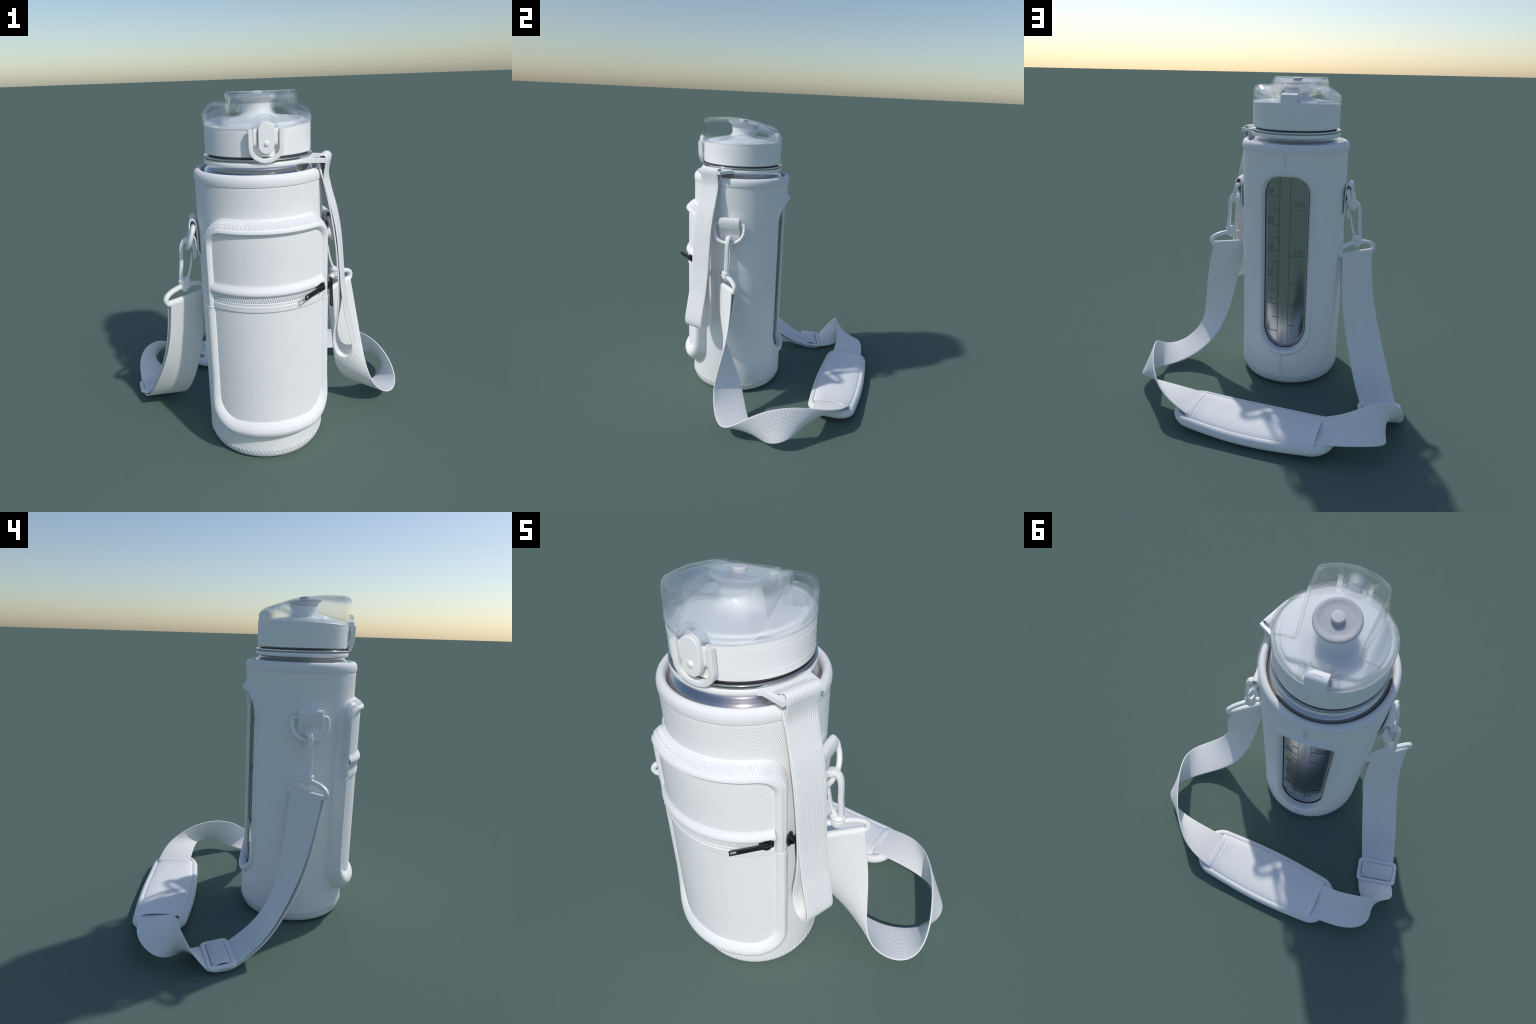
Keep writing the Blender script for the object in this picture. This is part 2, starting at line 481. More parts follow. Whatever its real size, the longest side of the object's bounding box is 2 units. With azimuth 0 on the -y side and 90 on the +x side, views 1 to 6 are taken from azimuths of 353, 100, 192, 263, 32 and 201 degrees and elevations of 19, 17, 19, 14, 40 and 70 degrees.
for x in np.arange(0, d[-1], step):
    a, b = cl(po, x), cl(pi_, x)
    if a[1] < TUBE_SEAM + 0.006:
        continue
    for row, (f0, f1) in enumerate(((0.135, 0.315), (0.275, 0.455))):
        xx = x + (step / 2 if row else 0)
        a, b = cl(po, xx), cl(pi_, xx)
        if a[1] < TUBE_SEAM + 0.006:
            continue
        P = []
        for f in (f0, f1):
            sz = a * (1 - f) + b * f
            P.append(cyl(np.array(sz[0] / R_S), zip_height(f, a[1]) + 0.0014, sz[1]))
        a2 = cl(po, xx + 0.004)
        sz2 = a2 * (1 - f0) + cl(pi_, xx + 0.004) * f0
        T = cyl(np.array(sz2[0] / R_S), zip_height(f0, a[1]) + 0.0014, sz2[1]) - P[0]
        T /= np.linalg.norm(T)
        L = P[1] - P[0]
        ln = np.linalg.norm(L)
        L /= ln
        N = np.cross(T, L)
        c = (P[0] + P[1]) / 2
        S = round_rect(step * 0.36, 0.0021, 0.0015, 2)
        v = np.vstack([c + L * (e * ln / 2) + S[:, :1] * T * k + S[:, 1:] * N * k for e, k in ((-1, .8), (-.8, 1), (.8, 1), (1, .8))])
        f = grid_faces(4, len(S), False, True) + [tuple(range(len(S) - 1, -1, -1)), tuple(range(3 * len(S), 4 * len(S)))]
        teeth.append((v, f))
v, f = join_parts(teeth)
mesh("main_zipper_tooth", v, f, M_TOOTH, pocket, 40, kind="stuff")

# flap roll above the small zipper, its tape and its teeth
flap = smooth_profile([(0.3795, 1.092), (0.3825, 1.080), (0.3895, 1.068), (0.3965, 1.058), (0.4002, 1.046), (0.3985, 1.036), (0.392, 1.0295), (0.380, 1.0275)], 5)
revolve("pocket_flap", flap, M_SOFT, sleeve, 70, -48.2, 47.6)
tape = [(0.381, 1.032), (0.3832, 1.030), (0.3836, 0.992), (0.3852, 0.990), (0.3862, 0.985), (0.3850, 0.979), (0.3842, 0.975), (0.3872, 0.973), (0.3872, 0.946), (0.3860, 0.9435), (0.379, 0.9425)]
revolve("zipper_tape", tape, M_SOFT, sleeve, 70, -47.6, 47.2, smooth=25)
teeth = []
for i in range(54):
    for row in (0, 1):
        p = math.radians(-46.5 + 88.0 * (i + 0.5 * row) / 54)
        Rr, Tt = np.array([math.sin(p), -math.cos(p), 0]), np.array([math.cos(p), math.sin(p), 0])
        c = Rr * 0.3846 + np.array([0, 0, 1.0150 if row else 1.0020])
        S = round_rect(0.0029, 0.0032, 0.0016, 2)
        v = np.vstack([c + np.array([0, 0, e * 0.0072]) + S[:, :1] * Tt * k + S[:, 1:] * Rr * k for e, k in ((-1, .7), (-.7, 1), (.7, 1), (1, .7))])
        f = grid_faces(4, len(S), False, True) + [tuple(range(len(S) - 1, -1, -1)), tuple(range(3 * len(S), 4 * len(S)))]
        teeth.append((v, f))
v, f = join_parts(teeth)
mesh("pocket_zipper_tooth", v, f, M_TOOTH, sleeve, 40, kind="stuff")

def unit(v):
    v = np.array(v, float)
    return v / np.linalg.norm(v)

def zipper_pull(head, tip, face, body_dir, body_at, body_face):
    """slider body on the teeth, a bail and a tapered pull plate with a window at its tip"""
    head, tip = np.array(head), np.array(tip)
    L = unit(tip - head)
    ln = np.linalg.norm(tip - head)
    W = unit(np.cross(face, L))
    N = np.cross(L, W)
    w0, w1 = 0.0115, 0.0135
    poly = [(ln, -w1), (ln, w1), (ln * 0.35, w0 * 1.05), (0.0, w0 * 1.2), (-0.010, w0 * 0.8), (-0.013, 0), (-0.010, -w0 * 0.8), (0, -w0 * 1.2), (ln * 0.35, -w0 * 1.05)]
    hole = [(ln - 0.006, -w1 * 0.6), (ln - 0.006, w1 * 0.6), (ln - 0.030, w1 * 0.55), (ln - 0.030, -w1 * 0.55)]
    pull = extrude("zipper_pull", poly, 0.007, M_BLACK, sleeve, head - N * 0.0035, L, W, N, 0.0015, holes=[hole])
    B = unit(body_dir)
    Fc = unit(body_face)
    Wb = unit(np.cross(Fc, B))
    Fc = np.cross(B, Wb)
    c = np.array(body_at)
    poly = [(0.030, -0.016), (0.030, 0.016), (0.005, 0.025), (-0.020, 0.024), (-0.033, 0.013), (-0.033, -0.013), (-0.020, -0.024), (0.005, -0.025)]
    extrude("slider_body", poly, 0.011, M_BLACK, pull, c - Fc * 0.006, B, Wb, Fc, 0.003)
    a = np.linspace(-0.2, math.pi + 0.2, 16)
    bail = [c + B * (0.019 * math.cos(t)) + Fc * (0.002 + 0.019 * math.sin(t)) for t in a]
    sweep("slider_bail", bail, round_rect(0.0095, 0.0035, 0.002, 3), M_BLACK, pull, up=lambda p: np.stack([-(q - c) for q in p]))
    return pull

def rad(phi_deg):
    p = math.radians(phi_deg)
    return np.array([math.sin(p), -math.cos(p), 0.0]), np.array([math.cos(p), math.sin(p), 0.0])

Rr, Tt = rad(41.8)
head1 = Rr * 0.412 + np.array([0, 0, 1.024])
tip1 = np.array([0.106, -0.721, 1.016]) - OFF
zipper_pull(head1, tip1, Rr * 0.9 - Tt * 0.3, -Tt, Rr * 0.398 + np.array([0, 0, 1.020]), Rr)
Rr, Tt = rad(57.4)
R2, T2 = rad(60.5)
R3, T3 = rad(61.8)
zipper_pull(R2 * 0.400 + np.array([0, 0, 1.020]), R3 * 0.402 + np.array([0, 0, 0.862]), Rr * 0.7 + Tt * 0.7, (0, 0, -1), Rr * 0.388 + np.array([0, 0, 1.005]), Rr * 0.8 + Tt * 0.6)

# ================================================================== STEEL BOTTLE
R_B = 0.3045
body_prof = [(0.0, 0.012), (0.27, 0.012), (0.292, 0.02), (0.302, 0.045), (R_B, 0.09), (R_B, 1.40)] + \
    [tuple(q) for q in smooth_profile([(R_B, 1.42), (0.304, 1.50), (0.3015, 1.57), (0.297, 1.594), (0.288, 1.611), (0.276, 1.624), (0.266, 1.635), (0.262, 1.648)], 5)] + \
    [(0.262, 1.662), (0.262, 1.674)]
neck_at = next(i for i, q in enumerate(body_prof) if q[1] > 1.52)
bottle = revolve("steel_bottle", body_prof[:neck_at + 1], M_BODY, None, 200)
revolve("bottle_shoulder", body_prof[neck_at:], M_STEEL, bottle, 200)
lip = smooth_profile([(0.262, 1.673), (0.279, 1.6735), (0.2826, 1.678), (0.2832, 1.683), (0.2815, 1.6885), (0.2745, 1.6905), (0.262, 1.689)], 4)
revolve("bottle_lip", lip, M_STEEL, bottle, 200)
revolve("bottle_thread", [(0.266, 1.6885), (0.258, 1.690), (0.252, 1.696), (0.250, 1.71)], M_DARK_STEEL, bottle, 160)

# embossed scale seen through the window
def strip(p0, p1, z0, z1, h=0.0022):
    """raised bar on the bottle between two angles (degrees) and two heights"""
    n = max(2, int(abs(p1 - p0) / 1.5) + 2)
    a = np.radians(np.linspace(p0, p1, n))
    sec = [(R_B - 0.001, z0), (R_B + h * .8, z0), (R_B + h, (z0 + z1) / 2), (R_B + h * .8, z1), (R_B - 0.001, z1)]
    v = np.vstack([cyl(np.full(5, x), np.array([q[0] for q in sec]), np.array([q[1] for q in sec])) for x in a])
    f = [tuple(reversed(q)) for q in grid_faces(n, 5, False, True)] + [tuple(range(5)), tuple(range((n - 1) * 5 + 4, (n - 1) * 5 - 1, -1))]
    return v, f
parts = []
for c in (173.3, 186.2):
    parts.append(strip(c - 0.5, c + 0.5, 0.20, 1.50))
for i, z in enumerate((1.478, 1.395, 1.314, 1.224, 1.130, 1.043, 0.960, 0.883, 0.787, 0.687, 0.588, 0.495, 0.395, 0.300)):
    parts.append(strip(157.5 if i % 2 == 0 else 166.3, 172.9, z - 0.003, z + 0.003))
for i, z in enumerate((1.368, 1.236, 1.090, 0.931, 0.737, 0.583, 0.442, 0.296)):
    parts.append(strip(186.6, 203.2 if i % 2 else 194.2, z - 0.003, z + 0.003))
v, f = join_parts(parts)
mesh("measuring_line", v, f, M_MARK, bottle, 30)

def numeral(txt, phi_deg, z, size, right=False):
    cu = bpy.data.curves.new("numeral", "FONT")
    cu.body, cu.size, cu.extrude, cu.resolution_u = txt, size, 0.0012, 3
    cu.align_x = "RIGHT" if right else "LEFT"
    ob = bpy.data.objects.new("tmp", cu)
    bpy.context.collection.objects.link(ob)
    bpy.context.view_layer.update()
    me = bpy.data.meshes.new_from_object(ob.evaluated_get(bpy.context.evaluated_depsgraph_get()))
    bpy.data.objects.remove(ob)
    bpy.data.curves.remove(cu)
    me.name = "numeral"
    co = np.empty(len(me.vertices) * 3, np.float32)
    me.vertices.foreach_get("co", co)
    co = co.reshape(-1, 3)
    w = cyl(math.radians(phi_deg) + co[:, 0] * 0.92 / R_B, R_B + 0.0010 + co[:, 2], z + co[:, 1])
    me.vertices.foreach_set("co", w.astype(np.float32).ravel())
    me.update()
    add_object("numeral", me, bottle, M_MARK)
for t, z in (("26", 1.314), ("22", 1.130), ("18", 0.960), ("14", 0.787), ("10", 0.588), ("6", 0.395)):
    numeral(t, 158.2, z + 0.012, 0.047)
for t, z in (("700", 1.236), ("500", 0.931), ("300", 0.583)):
    numeral(t, 203.0, z + 0.010, 0.047, True)

# ================================================================== CARRY RING WITH STRAP BRACKET
ring_prof = [(0.261, 1.6495), (0.2812, 1.6495), (0.2835, 1.652), (0.2835, 1.670), (0.2812, 1.6728), (0.261, 1.6728)]
ring = revolve("carry_ring", ring_prof, M_PLASTIC, None, 180, smooth=50)
BD = math.radians(66.6)
BU, BW = np.array([math.sin(BD), -math.cos(BD), 0]), np.array([math.cos(BD), math.sin(BD), 0])
out = [(0.262, -0.118), (0.276, -0.106), (0.374, -0.094), (0.374, -0.0745), (0.358, -0.0765), (0.358, 0.0765), (0.374, 0.0745), (0.374, 0.094), (0.276, 0.106), (0.262, 0.118)]
hole = [(0.299, -0.083), (0.299, 0.083), (0.336, 0.077), (0.336, -0.077)]
# ring side of the bracket follows the circle
arc = [(0.2725 * math.cos(t), 0.2725 * math.sin(t)) for t in np.linspace(0.42, -0.42, 16)]
extrude("strap_bracket", out + arc, 0.0215, M_PLASTIC, ring, (0, 0, 1.6505), BU, BW, (0, 0, 1), 0.003, holes=[hole])

# ================================================================== RIBBONS (webbing)
def ribbon(name, C, D, th, mat, parent=None, closed=False, flip=1):
    """band along centre line C with half-width vectors D and thickness th"""
    C, D = np.asarray(C, float), np.asarray(D, float)
    n = len(C)
    T = (np.roll(C, -1, 0) - np.roll(C, 1, 0)) if closed else np.gradient(C, axis=0)
    N = np.cross(T, D)
    N /= np.linalg.norm(N, axis=1)[:, None] + 1e-12
    e, h = 0.985, th / 2
    sec = [(-1, -.35), (-1, .35), (-e, .85)] + [(x, 1) for x in np.linspace(-.94, .94, 9)] + [(e, .85), (1, .35), (1, -.35), (e, -.85)] + [(x, -1) for x in np.linspace(.94, -.94, 9)] + [(-e, -.85)]
    sec = np.array(sec)
    m = len(sec)
    V = (C[:, None] + sec[None, :, :1] * D[:, None] + h * sec[None, :, 1:] * N[:, None]).reshape(-1, 3)
    L = np.r_[0, np.cumsum(np.linalg.norm(np.diff(C, axis=0), axis=1))]
    W = np.linalg.norm(D, axis=1).mean()
    uv = np.stack([np.repeat(L, m), np.tile(sec[:, 0] * W, n)], 1)
    f = grid_faces(n, m, closed, True)
    if not closed:
        f += [tuple(range(m - 1, -1, -1)), tuple(range((n - 1) * m, n * m))]
    return mesh(name, V, [tuple(reversed(q)) for q in f], mat, parent, 55, uv=uv)

def resample(C, D, step=0.006):
    L = np.r_[0, np.cumsum(np.linalg.norm(np.diff(C, axis=0), axis=1))]
    g = np.linspace(0, L[-1], max(8, int(L[-1] / step)))
    return tuple(np.stack([np.interp(g, L, a[:, i]) for i in range(3)], 1) for a in (C, D))

# wrist strap: closed loop hung over the bracket bar, profile in (outward, height)
loop = np.array([(0.347, 1.6845), (0.360, 1.684), (0.3695, 1.674), (0.3715, 1.655), (0.367, 1.63), (0.362, 1.60), (0.361, 1.57), (0.367, 1.535), (0.384, 1.47), (0.402, 1.41), (0.420, 1.33),
        (0.434, 1.24), (0.447, 1.10), (0.455, 1.00), (0.465, 0.93), (0.479, 0.84), (0.500, 0.75), (0.519, 0.67), (0.525, 0.62), (0.513, 0.586), (0.480, 0.572), (0.446, 0.586),
        (0.426, 0.63), (0.420, 0.68), (0.425, 0.74), (0.437, 0.82), (0.443, 0.90), (0.442, 1.00), (0.436, 1.10), (0.424, 1.22), (0.406, 1.34), (0.385, 1.445), (0.362, 1.54),
        (0.346, 1.59), (0.335, 1.63), (0.330, 1.655), (0.331, 1.672), (0.338, 1.682)])
lp = smooth_profile(np.vstack([loop, loop[:1]]), 8)[:-1]
C = lp[:, :1] * BU + np.array([0, 0, 1.0]) * lp[:, 1:]
wid = 0.0735
ribbon("wrist_strap", C, np.tile(BW * wid, (len(C), 1)), 0.0075, M_WEB2, ring, closed=True)

# ---- shoulder strap edge curves (world metres), one pair of edges per run
run_right = ([(0.491, -0.231, 0.899), (0.539, -0.226, 0.652), (0.568, -0.272, 0.433), (0.603, -0.317, 0.264), (0.676, -0.296, 0.15), (0.773, -0.247, 0.084), (0.85, -0.173, 0.093), (0.86, -0.063, 0.179), (0.814, 0.095, 0.265), (0.744, 0.283, 0.272), (0.659, 0.455, 0.221), (0.546, 0.57, 0.162), (0.385, 0.612, 0.105)],
             [(0.304, -0.377, 0.882), (0.342, -0.36, 0.671), (0.371, -0.301, 0.477), (0.415, -0.203, 0.305), (0.501, -0.126, 0.161), (0.624, -0.069, 0.067), (0.747, 0.005, 0.033), (0.84, 0.086, 0.037), (0.878, 0.165, 0.061), (0.859, 0.241, 0.088), (0.769, 0.311, 0.108), (0.6, 0.351, 0.122), (0.379, 0.376, 0.107)])
run_back = ([(-0.345, 0.678, 0.082), (-0.522, 0.685, 0.105), (-0.649, 0.67, 0.116), (-0.738, 0.622, 0.096), (-0.78, 0.55, 0.062), (-0.768, 0.481, 0.056), (-0.707, 0.449, 0.032), (-0.656, 0.399, 0.029), (-0.63, 0.313, 0.023)],
            [(-0.360, 0.438, 0.086), (-0.483, 0.465, 0.138), (-0.567, 0.46, 0.18), (-0.64, 0.456, 0.223), (-0.702, 0.446, 0.258), (-0.772, 0.435, 0.258), (-0.843, 0.406, 0.221), (-0.879, 0.357, 0.136), (-0.861, 0.281, 0.029)])
run_left = ([(-0.827, 0.122, 0.035), (-0.787, -0.011, 0.116), (-0.737, -0.11, 0.231), (-0.687, -0.195, 0.37), (-0.638, -0.271, 0.524), (-0.601, -0.32, 0.701), (-0.590, -0.355, 0.894)],
            [(-0.606, 0.157, 0.037), (-0.559, 0.035, 0.089), (-0.514, -0.066, 0.185), (-0.473, -0.141, 0.325), (-0.434, -0.177, 0.497), (-0.409, -0.192, 0.69), (-0.405, -0.212, 0.890)])

def edges(run, n=240):
    a, b = bspline(run[0], n) - OFF, bspline(run[1], n) - OFF
    return resample((a + b) / 2, (a - b) / 2)

STRAP_T = 0.0085
C, D = edges(run_right)
D0 = D[0]
inw = unit(np.cross(D0, C[1] - C[0]))
if inw @ (-C[0] * [1, 1, 0]) < 0:
    inw = -inw
rho = 0.0145
barR = C[0] + inw * rho                     # centre of the ring bar that carries the webbing
upv = unit(C[0] - C[4])
wrap = np.array([barR + rho * (-inw * math.cos(a) + upv * math.sin(a)) for a in np.linspace(0, math.pi, 14)])
tail = np.array([C[i] + inw * (2 * rho - 0.018 * min(1, i / 30)) for i in range(0, 37)])
Ct = np.vstack([tail[::-1][:-1], wrap[::-1][1:-1], C])
Dt = np.vstack([D[:37][::-1][:-1], np.tile(D0, (12, 1)), D])
strap = ribbon("shoulder_strap", Ct, Dt, STRAP_T, M_WEB)
barR_D = D0

C2, D2 = edges(run_back)
Cl, Dl = edges(run_left)
# from the pad, round the bend, under the slider and up as the lower layer, over the ring, down as the upper layer
n = len(Cl)
outw = np.cross(np.gradient(Cl, axis=0), Dl)
outw /= np.linalg.norm(outw, axis=1)[:, None]
if outw[n // 2] @ np.array([-0.63, 0.776, 0]) < 0:
    outw = -outw
tt = np.linspace(0, 1, n)
gap = np.interp(tt, [0, 0.15, 0.5, 0.85, 1], [0.012, 0.020, 0.027, 0.026, 2 * rho])
lower = Cl - outw * gap[:, None]
inwL = -outw[-1]
barL = Cl[-1] + inwL * rho
upL = unit(Cl[-1] - Cl[-5])
wrapL = np.array([barL + rho * (inwL * math.cos(a) + upL * math.sin(a)) for a in np.linspace(0, math.pi, 14)])
# short bridge under the slider
p0, p1 = C2[-1], lower[0]
q0, q1 = C2[-1] - C2[-3], lower[2] - lower[0]
g = np.linspace(0, 1, 26)[:, None]
sc = np.linalg.norm(p1 - p0)
q0, q1 = unit(q0) * sc, unit(q1) * sc
bridge = (2 * g**3 - 3 * g**2 + 1) * p0 + (g**3 - 2 * g**2 + g) * q0 + (-2 * g**3 + 3 * g**2) * p1 + (g**3 - g**2) * q1
bridge[:, 2] = np.maximum(bridge[:, 2], 0.007)
dS = D2[-1] if D2[-1] @ Dl[0] > 0 else -D2[-1]
sg = 1 if D2[-1] @ Dl[0] > 0 else -1
bD = (1 - g) * D2[-1] + g * Dl[0] * sg
Cb = np.vstack([C2, bridge[1:-1], lower[:-1], wrapL, Cl[::-1][1:]])
Db = np.vstack([D2, bD[1:-1], Dl[:-1] * sg, np.tile(Dl[-1] * sg, (14, 1)), Dl[::-1][1:] * sg])
ribbon("shoulder_strap", Cb, Db, STRAP_T, M_WEB, strap)

# ---- slider buckle
sc_ = np.array([-0.733, 0.219, 0.036]) - OFF
SX = unit(np.array([0.262, 0.045, -0.004]))
SY = unit(np.array([-0.031, 0.147, -0.012]))
SY = unit(SY - SX * (SX @ SY))
SZ = np.cross(SX, SY)
SZ = SZ if SZ[2] > 0 else -SZ
frame = round_rect(0.135, 0.080, 0.028, 6)
win = round_rect(0.108, 0.056, 0.008, 3)
slider = extrude("slider_buckle", frame, 0.019, M_PLASTIC, strap, sc_ - SZ * 0.008, SX, SY, SZ, 0.007, holes=[win])
a = np.linspace(0.0, math.pi, 26)
hump = np.array([sc_ + SY * (-0.052 * math.cos(t) - 0.003) + SZ * (-0.014 + 0.032 * math.sin(t) ** 0.75) for t in a])
ribbon("slider_webbing", hump, np.tile(SX * 0.1065, (26, 1)), 0.008, M_WEB, slider)

# ---- shoulder pad
pc = np.array([-0.006, 0.523, 0.0]) - OFF
PX = unit(np.array([0.905, -0.085, 0.0]))
PY = np.array([-PX[1], PX[0], 0])
def pad_outline(grow, n=220):
    """barrel sided rounded rectangle"""
    hx, hy, r = 0.492 + grow, 0.158 + grow, 0.115 + grow * 0.6
    o = outline(hy, -hx, hx, r, r, 46, 16, 16)
    o = np.stack([o[:, 1], o[:, 0]], 1)
    bow = 1 + 0.17 * np.cos(np.clip(o[:, 0] / hx, -1, 1) * math.pi / 2) ** 1.3
    return np.stack([o[:, 0], o[:, 1] * bow], 1)
def pad_lift(x):
    """the pad rests on its middle, both ends curl up, one a little more"""
    return np.where(x > 0, 0.036, 0.024) * (np.abs(x) / 0.49) ** 2
pad_prof = smooth_profile([(-0.10, 0.009), (-0.04, 0.008), (-0.012, 0.015), (-0.001, 0.032), (0.0, 0.046), (-0.006, 0.062), (-0.017, 0.0715), (-0.028, 0.0715), (-0.0345, 0.067), (-0.045, 0.066), (-0.06, 0.067), (-0.10, 0.068)], 4)
V = []
for gk, z in pad_prof:
    o = pad_outline(gk)
    V.append(np.array([pc + PX * p[0] + PY * p[1] + np.array([0, 0, z + pad_lift(p[0])]) for p in o]))
V = np.array(V)
n = V.shape[1]
F = grid_faces(len(V), n, False, True)
F += [tuple(range(n - 1, -1, -1)), tuple(range((len(V) - 1) * n, len(V) * n))]
pad = mesh("shoulder_pad", V.reshape(-1, 3), F, M_SOFT, strap, 60)
# quilted cover panel with straight ends; the webbing slips in under them
nx, ny = 120, 34
P = []
us = np.sin(np.linspace(-1, 1, nx) * math.pi / 2 * 0.98) / math.sin(math.pi / 2 * 0.98)
for u in us:
    for w in np.linspace(-1, 1, ny):
        x = 0.392 * u
        hy = (0.158 * (1 + 0.17 * math.cos(x / 0.492 * math.pi / 2) ** 1.3)) - 0.034
        crown = 1 - w ** 4
        e = (1 - abs(u)) * 0.392
        z = 0.0665 + float(pad_lift(x)) + 0.0165 * crown ** 0.6 + 0.006 * (1 - w * w)
        z += 0.009 * math.exp(-(e / 0.05) ** 2) * crown
        z -= 0.0035 * math.exp(-((e - 0.036) / 0.0035) ** 2)
        P.append(pc + PX * x + PY * (hy * w) + np.array([0, 0, z]))
bot = [q - np.array([0, 0, 0.006]) for q in P]
V = np.array(P + bot)
F = [tuple(reversed(q)) for q in grid_faces(nx, ny)]
N0 = nx * ny
F += [tuple(k + N0 for k in reversed(q)) for q in F]
rim = [j for j in range(ny)] + [i * ny + ny - 1 for i in range(1, nx)] + [(nx - 1) * ny + j for j in range(ny - 2, -1, -1)] + [i * ny for i in range(nx - 2, 0, -1)]
F += [(rim[k], rim[(k + 1) % len(rim)], rim[(k + 1) % len(rim)] + N0, rim[k] + N0) for k in range(len(rim))]
mesh("pad_panel", V, F, M_PAD, pad, 50)

# ================================================================== HOOK HARDWARE
def hardware(side, swivel, bar, barD):
    """side +1/-1: tab and D-ring on the sleeve, snap hook, swivel and strap ring"""
    e = np.array([side, 0, 0.0])
    phi0 = math.radians(91.3 * side)
    Rr = np.array([math.sin(phi0), -math.cos(phi0), 0])
    Tt = np.array([0, 1.0, 0])
    Tt = unit(Tt - Rr * (Tt @ Rr))
    Zu = np.array([0, 0, 1.0])
    # tab: webbing folded over the bar, in the (radius, height) plane
    prof = [(0.3435, 1.166), (0.344, 1.21), (0.3445, 1.27), (0.346, 1.325), (0.3515, 1.350), (0.3625, 1.3605), (0.3755, 1.355), (0.3825, 1.338), (0.383, 1.318), (0.378, 1.295), (0.367, 1.275), (0.357, 1.255), (0.3535, 1.22), (0.3525, 1.195)]
    q = smooth_profile(prof, 6)
    C = q[:, :1] * Rr + q[:, 1:] * Zu
    tab = ribbon("strap_tab", C, np.tile(Tt * 0.0715, (len(C), 1)), 0.008, M_WEB, sleeve)
    # D ring
    top, botm = Rr * 0.363 + Zu * 1.322, Rr * 0.402 + Zu * 1.196
    dn = unit(botm - top)
    H = np.linalg.norm(botm - top)
    pts = []
    hw = 0.1045
    for t in np.linspace(-1, 1, 12)[1:-1]:
        pts.append(top + Tt * (t * (hw - 0.02)))
    for a in np.linspace(90, 10, 6):
        pts.append(top + Tt * (hw - 0.02 + 0.02 * math.cos(math.radians(a))) + dn * (0.02 - 0.02 * math.sin(math.radians(a))))
    for a in np.linspace(0, 180, 30):
        c, s = math.cos(math.radians(a)), math.sin(math.radians(a))
        pts.append(top + Tt * hw * np.sign(c) * abs(c) ** 0.85 + dn * (0.038 + (H - 0.038) * s ** 0.9))
    for a in np.linspace(10, 90, 6):
        pts.append(top - Tt * (hw - 0.02 + 0.02 * math.cos(math.radians(a))) + dn * (0.02 - 0.02 * math.sin(math.radians(a))))
    pl = np.array(pts)
    nrm = unit(np.cross(dn, Tt))
    sweep("d_ring", pl, circle(0.0125, 12), M_PLASTIC, tab, closed=True, up=nrm)
    # snap hook in the radial plane (outward, up), from the swivel over the ring to the nose
    sw = np.array(swivel) - OFF
    o_ = lambda x, z: sw * [1, 0, 0] + e * x + np.array([0, sw[1], 0]) + Zu * z
    spine = [(0.018, 0.995), (0.0155, 1.04), (0.009, 1.10), (0.006, 1.16), (0.001, 1.20), (-0.012, 1.226), (-0.032, 1.233), (-0.053, 1.222), (-0.066, 1.195), (-0.070, 1.165), (-0.068, 1.140), (-0.064, 1.122)]
    sp = smooth_profile(spine, 6)
    w = np.interp(np.linspace(0, 1, len(sp)), [0, 0.3, 0.45, 0.6, 0.75, 0.9, 1.0], [1.0, 0.98, 1.05, 1.5, 1.15, 0.8, 0.4])
    path = np.array([o_(x, z) for x, z in sp])
    sec = round_rect(0.0105, 0.0145, 0.005, 4)
    hook = sweep("snap_hook", path, sec, M_PLASTIC, strap, up=(0, 1, 0), scale=w)
    gate = smooth_profile([(-0.012, 1.005), (-0.026, 1.03), (-0.038, 1.07), (-0.046, 1.11), (-0.052, 1.155)], 6)
    wg = np.interp(np.linspace(0, 1, len(gate)), [0, .2, .8, 1], [1.3, 1.0, 0.9, 0.5])
    sweep("hook_gate", np.array([o_(x, z) for x, z in gate]), round_rect(0.0058, 0.0115, 0.003, 4), M_PLASTIC, hook, up=(0, 1, 0), scale=wg)
    # swivel: collar, neck and knob
    prof = np.array(smooth_profile([(0, 1.009), (0.024, 1.008), (0.0335, 1.003), (0.0345, 0.993), (0.033, 0.9885), (0.031, 0.987), (0.0335, 0.984), (0.0335, 0.966), (0.031, 0.958), (0.022, 0.953), (0.0185, 0.946), (0.016, 0.938), (0.0, 0.936)], 3))
    v = np.vstack([cyl(np.full(len(prof), p), np.abs(prof[:, 0]), prof[:, 1]) for p in np.linspace(0, 2 * np.pi, 28, endpoint=False)]) * [1, 1, 1]
    v = v * [1.0, 0.95, 1] + [sw[0], sw[1], 0]
    mesh("swivel", v, [tuple(reversed(q)) for q in grid_faces(28, len(prof), True)], M_PLASTIC, hook, 50)
    # strap ring: bar through the webbing, arch up to the swivel
    bd = unit(barD)
    half = np.linalg.norm(barD) + 0.009
    head = np.array([sw[0], sw[1], 0.968])
    bar = np.array(bar)
    mid = bar
    upd = unit(head - mid)
    Ht = np.linalg.norm(head - mid)
    pts = [mid + bd * half * t for t in np.linspace(-0.92, 0.92, 16)]
    arch = []
    for a in np.linspace(-28, 208, 54):
        c, s = math.cos(math.radians(a)), math.sin(math.radians(a))
        x = np.sign(c) * abs(c) ** 0.9 * (half + 0.010)
        zz = 0.028 + (Ht - 0.028) * np.sign(s) * abs(s) ** 1.05 if s > 0 else 0.028 * (1 + s / 0.47)
        arch.append(mid + bd * x + upd * zz)
    pl = np.vstack([pts, arch])
    k = np.ones(len(pl)) * 1.0
    nrm = unit(np.cross(upd, bd))
    sweep("strap_ring", pl, round_rect(0.0125, 0.0135, 0.008, 4), M_PLASTIC, hook, closed=True, up=nrm, smooth=60)

